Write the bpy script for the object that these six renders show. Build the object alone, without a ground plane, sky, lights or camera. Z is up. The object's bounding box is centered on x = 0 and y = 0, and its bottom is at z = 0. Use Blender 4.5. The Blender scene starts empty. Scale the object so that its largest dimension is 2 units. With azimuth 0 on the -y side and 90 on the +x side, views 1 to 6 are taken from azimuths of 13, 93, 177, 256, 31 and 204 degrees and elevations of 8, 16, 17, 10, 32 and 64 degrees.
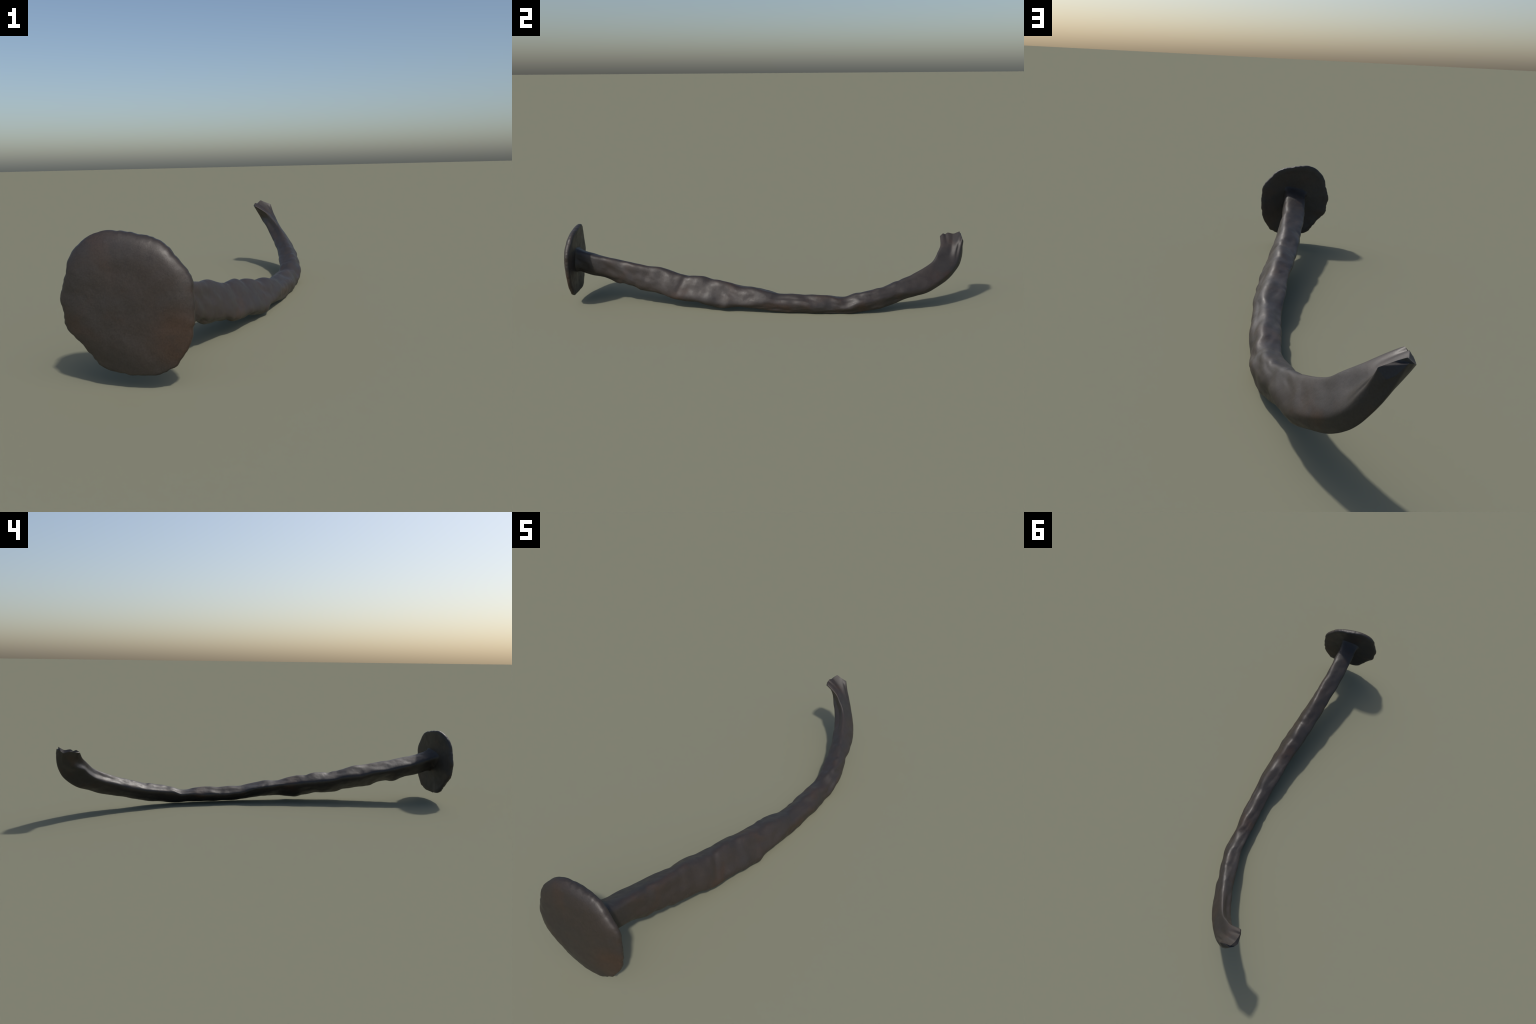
"""A bent, hand-forged iron nail lying on its shank: broad hammered head,
square shank rolled about its axis, flattened end curling up to a torn tip."""
import math

import bpy
import numpy as np
from mathutils import Vector, noise

# Centre line of the shank from under the head to the torn end (metres).
SPINE = [
    (-0.008, -0.900, 0.193), (-0.004, -0.805, 0.169), (0.017, -0.664, 0.139),
    (0.041, -0.521, 0.118), (0.065, -0.381, 0.090), (0.088, -0.242, 0.070),
    (0.107, -0.105, 0.066), (0.118, -0.004, 0.054), (0.126, 0.130, 0.036),
    (0.130, 0.266, 0.034), (0.128, 0.400, 0.036), (0.114, 0.531, 0.056),
    (0.083, 0.662, 0.089), (0.040, 0.793, 0.126), (-0.022, 0.906, 0.196),
    (-0.065, 0.940, 0.260), (-0.108, 0.949, 0.320),
]

# Section: where the four forged edges stand off the centre line, station by
# station from head to tip (millimetres across, millimetres up).
UPPER_SUNNY_EDGE = [
    (35, 68), (40, 68), (39, 72), (38, 74), (33, 76), (33, 77), (32, 78), (29, 77), (25, 79), (18, 82),
    (15, 77), (18, 69), (19, 72), (13, 78), (8, 84), (5, 84), (7, 80), (8, 78), (6, 71), (13, 55),
    (14, 57), (16, 57), (21, 52), (20, 50), (7, 50), (7, 53), (5, 56), (4, 55), (9, 56), (15, 56),
    (16, 52), (28, 41), (15, 42), (15, 54), (19, 58), (19, 56), (17, 59), (14, 56), (12, 59), (7, 61),
    (6, 66), (1, 72), (0, 72), (-1, 74), (-3, 74), (-8, 77), (-17, 77), (-27, 73), (-39, 66), (-48, 53),
]
UPPER_SHADY_EDGE = [
    (-71, 34), (-68, 32), (-67, 30), (-67, 31), (-68, 30), (-72, 30), (-73, 31), (-72, 29), (-74, 25), (-75, 22),
    (-78, 27), (-79, 33), (-79, 30), (-79, 30), (-79, 31), (-80, 36), (-78, 40), (-72, 34), (-70, 28), (-70, 32),
    (-71, 27), (-75, 31), (-74, 30), (-68, 25), (-62, 16), (-62, 17), (-61, 15), (-61, 15), (-62, 17), (-60, 15),
    (-59, 22), (-56, 25), (-52, 19), (-50, 28), (-53, 28), (-57, 26), (-59, 22), (-57, 19), (-56, 19), (-56, 21),
    (-59, 25), (-60, 25), (-59, 23), (-59, 24), (-59, 28), (-57, 29), (-57, 25), (-48, -4), (-37, -17), (-29, -14),
]
LOWER_SHADY_EDGE = [
    (20, -58), (23, -56), (21, -54), (23, -56), (23, -62), (28, -52), (34, -54), (32, -59), (31, -64), (30, -64),
    (30, -65), (27, -58), (26, -61), (31, -60), (34, -58), (36, -55), (38, -57), (38, -62), (39, -59), (33, -53),
    (25, -46), (30, -50), (37, -52), (42, -50), (42, -48), (40, -48), (37, -46), (36, -46), (35, -45), (33, -42),
    (34, -41), (34, -42), (34, -48), (33, -52), (34, -54), (33, -57), (31, -58), (29, -57), (23, -55), (21, -52),
    (28, -52), (33, -54), (34, -57), (30, -57), (23, -62), (21, -64), (27, -66), (28, -61), (26, -53), (21, -44),
]
LOWER_SUNNY_EDGE = [
    (52, -11), (54, -15), (55, -14), (56, -15), (57, -16), (57, -17), (58, -25), (60, -31), (62, -34), (64, -36),
    (69, -40), (72, -50), (72, -47), (72, -42), (72, -36), (72, -35), (72, -36), (71, -37), (69, -37), (66, -36),
    (67, -35), (67, -24), (62, -14), (58, -5), (57, 3), (57, 9), (57, 11), (57, 10), (57, 3), (56, -5),
    (54, -8), (51, -10), (54, -4), (57, 9), (58, 9), (54, 7), (52, 8), (52, 7), (53, 4), (54, 0),
    (54, -6), (56, -10), (59, -14), (58, -17), (52, -19), (49, -23), (49, -21), (52, -13), (59, -13), (66, -26),
]

# Hammered head: centre, tilt of its face, rim radius and warp at 56 even angles (mm).
HEAD_CENTRE = (-0.014, -0.964, 0.207)
HEAD_TILT = (0.072, 0.073)
RIM_RADIUS = [161, 162, 164, 166, 168, 167, 164, 163, 167, 169, 171, 171, 168, 167, 170, 175, 181, 185, 188, 187, 186, 185, 179, 171, 167, 166, 166, 167, 165, 161, 163, 167, 163, 155, 151, 153, 158, 165, 171, 170, 168, 168, 171, 172, 174, 179, 183, 185, 186, 181, 177, 175, 169, 165, 162, 161]
RIM_WARP = [3, 4, 4, 4, 4, 4, 3, 1, 0, -2, -4, -5, -7, -8, -8, -7, -6, -4, -2, 0, 3, 5, 6, 6, 5, 4, 2, 2, 2, 2, 1, 0, 1, 2, 1, -1, -3, -4, -6, -6, -5, -2, 0, 1, 2, 2, 0, -1, -2, -1, 0, 0, 0, 1, 2, 2]

# Head profile from the middle of the face over the rim to the middle of the back:
# fraction of the rim radius, height above the rim plane (metres).
HEAD_PROFILE = [(0.02, 0.026), (0.4, 0.026), (0.68, 0.025), (0.80, 0.0215), (0.89, 0.0165), (0.95, 0.0115),
                (0.978, 0.0080), (0.995, 0.0030), (1.0, -0.001), (0.988, -0.005), (0.94, -0.008), (0.8, -0.009),
                (0.5, -0.009), (0.25, -0.009), (0.02, -0.009)]

# Torn end: angle round the section (45, 135, 225, 315 are its edges) and where it stops.
TORN_END = [(10, (-0.133, 0.931, 0.333)), (22, (-0.132, 0.919, 0.323)), (34, (-0.130, 0.907, 0.329)),
            (48, (-0.120, 0.891, 0.316)), (80, (-0.128, 0.893, 0.314)), (135, (-0.136, 0.914, 0.318)),
            (160, (-0.140, 0.936, 0.322)), (188, (-0.141, 0.962, 0.316)), (207, (-0.131, 0.982, 0.328)),
            (225, (-0.117, 0.993, 0.334)), (250, (-0.095, 0.999, 0.311)), (272, (-0.076, 1.000, 0.302)),
            (312, (-0.058, 0.988, 0.321)), (325, (-0.094, 0.984, 0.335)), (338, (-0.115, 0.987, 0.344)),
            (356, (-0.126, 0.959, 0.327))]
TEAR_LENGTH = 0.07
# Single hammer marks: distance along the bar, degrees round the section,
# half length along, half width round (degrees), depth (negative: a raised lip).
MARKS = [(0.52, 50, 0.022, 34, 0.0060), (0.45, 55, 0.020, 26, -0.0020), (0.65, 52, 0.022, 30, 0.0040),
         (0.82, 50, 0.026, 30, 0.0045), (1.40, 52, 0.020, 30, 0.0035), (1.52, 55, 0.014, 30, 0.0030),
         (1.61, 58, 0.014, 30, 0.0025), (0.24, 275, 0.016, 45, -0.0040), (0.275, 280, 0.014, 40, 0.0025),
         (0.74, 285, 0.020, 45, -0.0040), (0.19, 245, 0.018, 40, -0.0035), (0.30, 240, 0.016, 40, -0.0035),
         (0.48, 245, 0.022, 45, -0.0040), (0.70, 240, 0.022, 45, -0.0040), (0.60, 240, 0.024, 45, 0.0030),
         (0.36, 130, 0.016, 30, 0.0030), (0.58, 135, 0.018, 30, 0.0030), (0.88, 130, 0.014, 35, 0.0030),
         (1.12, 125, 0.014, 30, 0.0025), (0.33, 0, 0.020, 40, 0.0020), (0.45, 5, 0.030, 40, -0.0020),
         (0.51, 0, 0.016, 45, 0.0025), (0.68, 10, 0.025, 40, -0.0015)]
HEAD_SAG = 0.005
HEAD_LEAN = 0.007
BLOW_DEPTH = 0.0030
RIM_GROWTH = 0.0015

SHANK_COLOURS = ((0.032, 0.0265, 0.0235), (0.038, 0.0285, 0.0235), (0.050, 0.029, 0.019))
HEAD_RUST = ((0.13, -0.99, 0.13), 0.11)
ROUGHNESS = (0.46, 0.58)
METALLIC = 0.0
SPECULAR = 0.55


def hermite(points, n):
    """Smooth curve through control points, n samples, with arc-length knots."""
    p = np.array(points, float)
    knots = np.r_[0, np.cumsum(np.linalg.norm(np.diff(p, axis=0), axis=1))]
    return hermite_at(p, knots, np.linspace(0, knots[-1], n))


def hermite_at(p, knots, t):
    slope = np.gradient(p, knots, axis=0, edge_order=2)
    i = np.clip(np.searchsorted(knots, t) - 1, 0, len(knots) - 2)
    h = (knots[i + 1] - knots[i])[:, None]
    u = ((t - knots[i]) / h[:, 0])[:, None]
    return ((2 * u**3 - 3 * u**2 + 1) * p[i] + (u**3 - 2 * u**2 + u) * h * slope[i]
            + (3 * u**2 - 2 * u**3) * p[i + 1] + (u**3 - u**2) * h * slope[i + 1])


def frames(p):
    """Rotation-minimising side and up axes along the spine."""
    along = np.gradient(p, axis=0)
    along /= np.linalg.norm(along, axis=1)[:, None]
    ups, up = [], np.array([0.0, 0.0, 1.0])
    for t in along:
        up = up - t * (up @ t)
        up /= np.linalg.norm(up)
        ups.append(up)
    ups = np.array(ups)
    return along, np.cross(along, ups), ups


def smoothstep(a, b, x):
    u = np.clip((x - a) / (b - a), 0, 1)
    return u * u * (3 - 2 * u)


def grid_faces(rows, cols, offset=0, flip=False):
    out = []
    for i in range(rows - 1):
        for j in range(cols):
            k = (j + 1) % cols
            f = (offset + i * cols + j, offset + i * cols + k, offset + (i + 1) * cols + k, offset + (i + 1) * cols + j)
            out.append(f[::-1] if flip else f)
    return out


def relief(co, normal, seed, coarse, fine):
    """Rust-worn iron skin: soft lumps with very slight small grain."""
    out = co.copy()
    for i, (c, n) in enumerate(zip(co, normal)):
        v = Vector(c)
        d = coarse * noise.noise(v * 20 + Vector((seed, 0, 0)))
        d += coarse * 0.3 * noise.noise(v * 42 + Vector((0, seed, 0)))
        d += fine * noise.noise(v * 95 + Vector((0, 0, seed)))
        out[i] = c + n * d
    return out


def forging_blows(t, angle, depth):
    """Slanting flats and ridges left by the hammer as the bar was turned."""
    d = np.zeros((len(t), len(angle)))
    for i, s in enumerate(t):
        for j, a in enumerate(angle):
            turned = a + 1.5 * s
            v = Vector((s * 14 + 0.5 * math.sin(a - 0.6), 1.25 * math.cos(turned), 1.25 * math.sin(turned)))
            d[i, j] = noise.noise(v) + 0.22 * noise.noise(v * 2.1 + Vector((9, 4, 2)))
    return d * depth * (1 + 0.9 * np.clip(-np.sin(angle - 0.3), 0, 1))


def vertex_normals(co, faces):
    me = bpy.data.meshes.new("temporary")
    me.from_pydata(co.tolist(), [], faces)
    me.update()
    n = np.empty(len(co) * 3)
    me.vertices.foreach_get("normal", n)
    bpy.data.meshes.remove(me)
    return n.reshape(-1, 3)


# ------------------------------------------------------------------ shank
RINGS, AROUND = 760, 128
CORNER_POWER = 3.6
angle = np.arange(AROUND) * 2 * math.pi / AROUND


def section(power, size=1.0):
    """Weights of the four edges for a rounded four-sided section."""
    radius = size * (abs(np.cos(angle)) ** power + abs(np.sin(angle)) ** power) ** (-1 / power)
    sx, sy = np.cos(angle) * radius, np.sin(angle) * radius
    return np.stack([(1 + sx) * (1 + sy), (1 - sx) * (1 + sy), (1 - sx) * (1 - sy), (1 + sx) * (1 - sy)]) / 4


STATIONS = len(UPPER_SUNNY_EDGE)
station = hermite(SPINE, STATIONS)
along, side, up = frames(station)
edges = np.stack([UPPER_SUNNY_EDGE, UPPER_SHADY_EDGE, LOWER_SHADY_EDGE, LOWER_SUNNY_EDGE], axis=1) * 0.001
corner = station[:, None] + side[:, None] * edges[..., :1] + up[:, None] * edges[..., 1:]

# the root swells as it runs into the back of the head
first = corner[0]
middle = first.mean(0)
back = along[0]
root = []
face_out = np.array([HEAD_TILT[0], -1, HEAD_TILT[1]])
face_out /= np.linalg.norm(face_out)
for share, swell in ((1.0, 1.36), (0.90, 1.20), (0.78, 1.10), (0.58, 1.03), (0.30, 1.0)):
    ring_here = middle + (first - middle) * swell
    to_head = ((np.array(HEAD_CENTRE) - 0.002 * face_out - ring_here) @ face_out) / (-back @ face_out)
    root.append(ring_here - back * (to_head * share)[:, None])
knots = np.r_[[-0.066, -0.058, -0.050, -0.038, -0.020], np.cumsum(np.r_[0, np.linalg.norm(np.diff(station, axis=0), axis=1)])]
corner = np.concatenate([np.array(root), corner])
t = np.linspace(knots[0], knots[-1], RINGS)
corner = np.stack([hermite_at(corner[:, k], knots, t) for k in range(4)], axis=1)
length = knots[-1]
crisp = smoothstep(length - 0.45, length - 0.18, t)[:, None, None]      # edges sharpen towards the point
ring = (1 - crisp) * np.einsum("km,nkd->nmd", section(CORNER_POWER), corner) \
    + crisp * np.einsum("km,nkd->nmd", section(7.0, 0.945), corner)

# the flattened end: the inner side is dished between its two edges
centre = ring.mean(1)
hollow = smoothstep(length - 0.42, length - 0.24, t)[:, None] * np.clip(np.sin(angle), 0, 1) ** 6 * 0.005
hollow = hollow + smoothstep(length - 0.17, length - 0.06, t)[:, None] * np.clip(np.cos(angle), 0, 1) ** 3 * 0.012
groove = np.exp(-((angle - math.radians(318)) / math.radians(5)) ** 2)
hollow = hollow + smoothstep(length - 0.14, length - 0.07, t)[:, None] * groove * 0.006
toward = centre[:, None] - ring
toward /= np.linalg.norm(toward, axis=2)[..., None]
ring += toward * hollow[..., None]

# the torn end: where each part of the perimeter stops (degrees round the section)
key_angle = np.radians([k[0] for k in TORN_END] + [TORN_END[0][0] + 360])
key_point = np.array([k[1] for k in TORN_END] + [TORN_END[0][1]])
spread = np.where(angle < key_angle[0], angle + 2 * math.pi, angle)
end = np.stack([np.interp(spread, key_angle, key_point[:, k]) for k in range(3)], axis=1)
end = 0.5 * end + 0.25 * (np.roll(end, 1, 0) + np.roll(end, -1, 0))
pull = np.clip((t - length + TEAR_LENGTH) / TEAR_LENGTH, 0, 1)[:, None, None] ** 1.6
ring += (end - ring[-1]) * pull

co = ring.reshape(-1, 3)
faces = grid_faces(RINGS, AROUND, flip=True)
co = np.concatenate([co, ring[-1]])          # the torn face has a crisp edge of its own
last = RINGS * AROUND
quarter = AROUND // 4
for j in range(-quarter, quarter):
    near, far = (j % AROUND, (j + 1) % AROUND), ((2 * quarter - j - 1) % AROUND, (2 * quarter - j) % AROUND)
    strip = []
    for k in (*near, *far):
        if last + k not in strip:
            strip.append(last + k)
    faces.append(tuple(strip[::-1]))
normal = vertex_normals(co, faces)
calm = np.ones(len(co))
calm[: RINGS * AROUND] = np.repeat(1 - 0.7 * smoothstep(length - 0.3, length - 0.1, t), AROUND)
blows = forging_blows(t, angle, BLOW_DEPTH)
for where, round_at, half_length, half_width, depth in MARKS:
    off = (angle - math.radians(round_at) + math.pi) % (2 * math.pi) - math.pi
    slant = off * 0.014                      # the marks run slightly askew across the bar
    along_mark = ((t[:, None] - where - slant[None]) / half_length) ** 2
    blows -= depth * np.exp(-along_mark - (off[None] / math.radians(half_width)) ** 2)
blows = np.r_[blows.ravel(), np.zeros(AROUND)]
bumped = relief(co, normal, 3.1, 0.0011, 0.00015) + normal * blows[:, None]
co = co + (bumped - co) * calm[:, None]
co[last:] = co[last - AROUND: last]
# it rests on the ground: worn flat where it would dip below
low = co[:, 2] < 0.003
co[low, 2] = 0.003 * np.exp(co[low, 2] / 0.003 - 1)
co[:, 2] -= co[:, 2].min()
normal = vertex_normals(co, faces)

# ------------------------------------------------------------------- head
HEAD_AROUND = 240
phi = np.arange(HEAD_AROUND) * 2 * math.pi / HEAD_AROUND


def closed(values):
    v = np.array(values, float) * 0.001
    n = len(v)
    p = np.r_[v[-3:], v, v[:3]][:, None]
    return hermite_at(p, np.arange(-3.0, n + 3.0), phi / (2 * math.pi) * n)[:, 0]


rim, warp = closed(RIM_RADIUS), closed(RIM_WARP)
rim += RIM_GROWTH
broad = np.mean([np.roll(rim, k) for k in range(-14, 15)], axis=0)
for k in range(HEAD_AROUND):
    v = Vector((math.cos(phi[k]), math.sin(phi[k]), 0.4))
    rim[k] += 0.003 * noise.noise(v * 8) + 0.0025 * noise.noise(v * 17)
out = np.array([HEAD_TILT[0], -1, HEAD_TILT[1]])
out /= np.linalg.norm(out)
head_up = np.array([0, 0, 1.0]) - out * out[2]
head_up /= np.linalg.norm(head_up)
head_side = np.cross(head_up, -out)
head_side *= np.sign(head_side[0])
profile = hermite(HEAD_PROFILE, 90)
head_co = []
for fraction, depth in profile:
    reach = broad * fraction + (rim - broad) * max(fraction, 0) ** 22
    face = smoothstep(-0.002, 0.02, depth)
    sag = np.minimum(np.sin(phi), 0) * HEAD_SAG * fraction
    lift = warp * max(fraction, 0) ** 3 + depth + sag + face * HEAD_LEAN * np.sin(phi) * fraction * 1.2
    head_co.append(np.array(HEAD_CENTRE) + head_side * (reach * np.cos(phi))[:, None]
                   + head_up * (reach * np.sin(phi))[:, None] + out * lift[:, None])
head_co = np.concatenate(head_co)
head_faces = grid_faces(len(profile), HEAD_AROUND, flip=True)
for start, turn in ((0, False), ((len(profile) - 1) * HEAD_AROUND, True)):
    hub = head_co[start: start + HEAD_AROUND].mean(0)
    head_co = np.concatenate([head_co, hub[None]])
    for j in range(HEAD_AROUND):
        f = (start + j, start + (j + 1) % HEAD_AROUND, len(head_co) - 1)
        head_faces.append(f if not turn else f[::-1])
head_normal = vertex_normals(head_co, head_faces)
head_co = relief(head_co, head_normal, 8.7, 0.0012, 0.0002)


# -------------------------------------------------------------- materials
def iron(name, dark, brown, rust, rust_where):
    mat = bpy.data.materials.new(name)
    mat.use_nodes = True
    nt = mat.node_tree
    nodes, link = nt.nodes, nt.links.new
    bsdf = nodes["Principled BSDF"]
    co = nodes.new("ShaderNodeTexCoord")

    def texture(scale, detail, rough=0.55, offset=0.0):
        m = nodes.new("ShaderNodeMapping")
        m.inputs["Location"].default_value = (offset, offset * 0.7, -offset)
        link(co.outputs["Object"], m.inputs["Vector"])
        n = nodes.new("ShaderNodeTexNoise")
        n.inputs["Scale"].default_value = scale
        n.inputs["Detail"].default_value = detail
        n.inputs["Roughness"].default_value = rough
        link(m.outputs["Vector"], n.inputs["Vector"])
        return n.outputs["Fac"]

    def ramp(fac, lo, hi, a=0.0, b=1.0):
        r = nodes.new("ShaderNodeMapRange")
        r.interpolation_type = "SMOOTHSTEP"
        for key, v in (("From Min", lo), ("From Max", hi), ("To Min", a), ("To Max", b)):
            r.inputs[key].default_value = v
        link(fac, r.inputs["Value"])
        return r.outputs["Result"]

    def mix(fac, a, b, mode="MIX"):
        m = nodes.new("ShaderNodeMix")
        m.data_type, m.blend_type = "RGBA", mode
        for key, v in ((0, fac), (6, a), (7, b)):
            if isinstance(v, (tuple, float)):
                m.inputs[key].default_value = v if isinstance(v, float) else (*v, 1.0)
            else:
                link(v, m.inputs[key])
        return m.outputs[2]

    def math_node(op, a, b):
        m = nodes.new("ShaderNodeMath")
        m.operation = op
        for key, v in ((0, a), (1, b)):
            if isinstance(v, (int, float)):
                m.inputs[key].default_value = v
            else:
                link(v, m.inputs[key])
        return m.outputs[0]

    colour = mix(ramp(texture(6.0, 4.0), 0.38, 0.62), dark, brown)
    patches = ramp(texture(9.0, 5.0, offset=3.0), 0.52, 0.72)
    if rust_where:
        centre, size = rust_where
        d = nodes.new("ShaderNodeVectorMath")
        d.operation = "DISTANCE"
        link(co.outputs["Object"], d.inputs[0])
        d.inputs[1].default_value = centre
        spot = ramp(d.outputs["Value"], size * 0.35, size, 1.0, 0.0)
        patches = math_node("MAXIMUM", math_node("MULTIPLY", patches, 0.6), math_node("MULTIPLY", spot, ramp(texture(16.0, 4.0, offset=7.0), 0.3, 0.6, 0.35, 1.0)))
    colour = mix(patches, colour, rust)
    grain = texture(230.0, 3.0, 0.7, 1.3)
    colour = mix(ramp(grain, 0.3, 0.7, 0.0, 0.75), colour, mix(1.0, colour, (0.62, 0.60, 0.58), "MULTIPLY"))
    link(colour, bsdf.inputs["Base Color"])
    link(ramp(texture(35.0, 4.0, offset=5.0), 0.3, 0.7, *ROUGHNESS), bsdf.inputs["Roughness"])
    bsdf.inputs["Metallic"].default_value = METALLIC
    bsdf.inputs["Specular IOR Level"].default_value = SPECULAR
    bump = nodes.new("ShaderNodeBump")
    bump.inputs["Strength"].default_value = 0.12
    bump.inputs["Distance"].default_value = 0.002
    link(math_node("ADD", grain, math_node("MULTIPLY", texture(90.0, 3.0, 0.6, 2.0), 1.5)), bump.inputs["Height"])
    link(bump.outputs["Normal"], bsdf.inputs["Normal"])
    return mat


# ---------------------------------------------------------------- objects
nail = bpy.data.objects.new("bent_nail", None)
bpy.context.collection.objects.link(nail)
nail["label"] = "bent hand-forged iron nail with broad flat head"
nail["category"] = "forged nail"


def part(name, co, faces, normals, mat):
    used = sorted({v for f in faces for v in f})
    index = {v: i for i, v in enumerate(used)}
    me = bpy.data.meshes.new(name)
    me.from_pydata([co[v].tolist() for v in used], [], [[index[v] for v in f] for f in faces])
    me.polygons.foreach_set("use_smooth", [True] * len(me.polygons))
    me.update()
    if normals is not None:
        me.normals_split_custom_set_from_vertices([normals[v].tolist() for v in used])
    me.materials.append(mat)
    ob = bpy.data.objects.new(name, me)
    ob.parent = nail
    bpy.context.collection.objects.link(ob)
    return ob


shank_iron = iron("shank_iron", *SHANK_COLOURS, None)
head_iron = iron("head_iron", *SHANK_COLOURS, HEAD_RUST)
split = int(np.searchsorted(t, length - 0.30)) * AROUND
part("shank", co, [f for f in faces if min(f) < split], normal, shank_iron)
part("point", co, [f for f in faces if min(f) >= split], normal, shank_iron)
part("head", head_co, head_faces, None, head_iron)
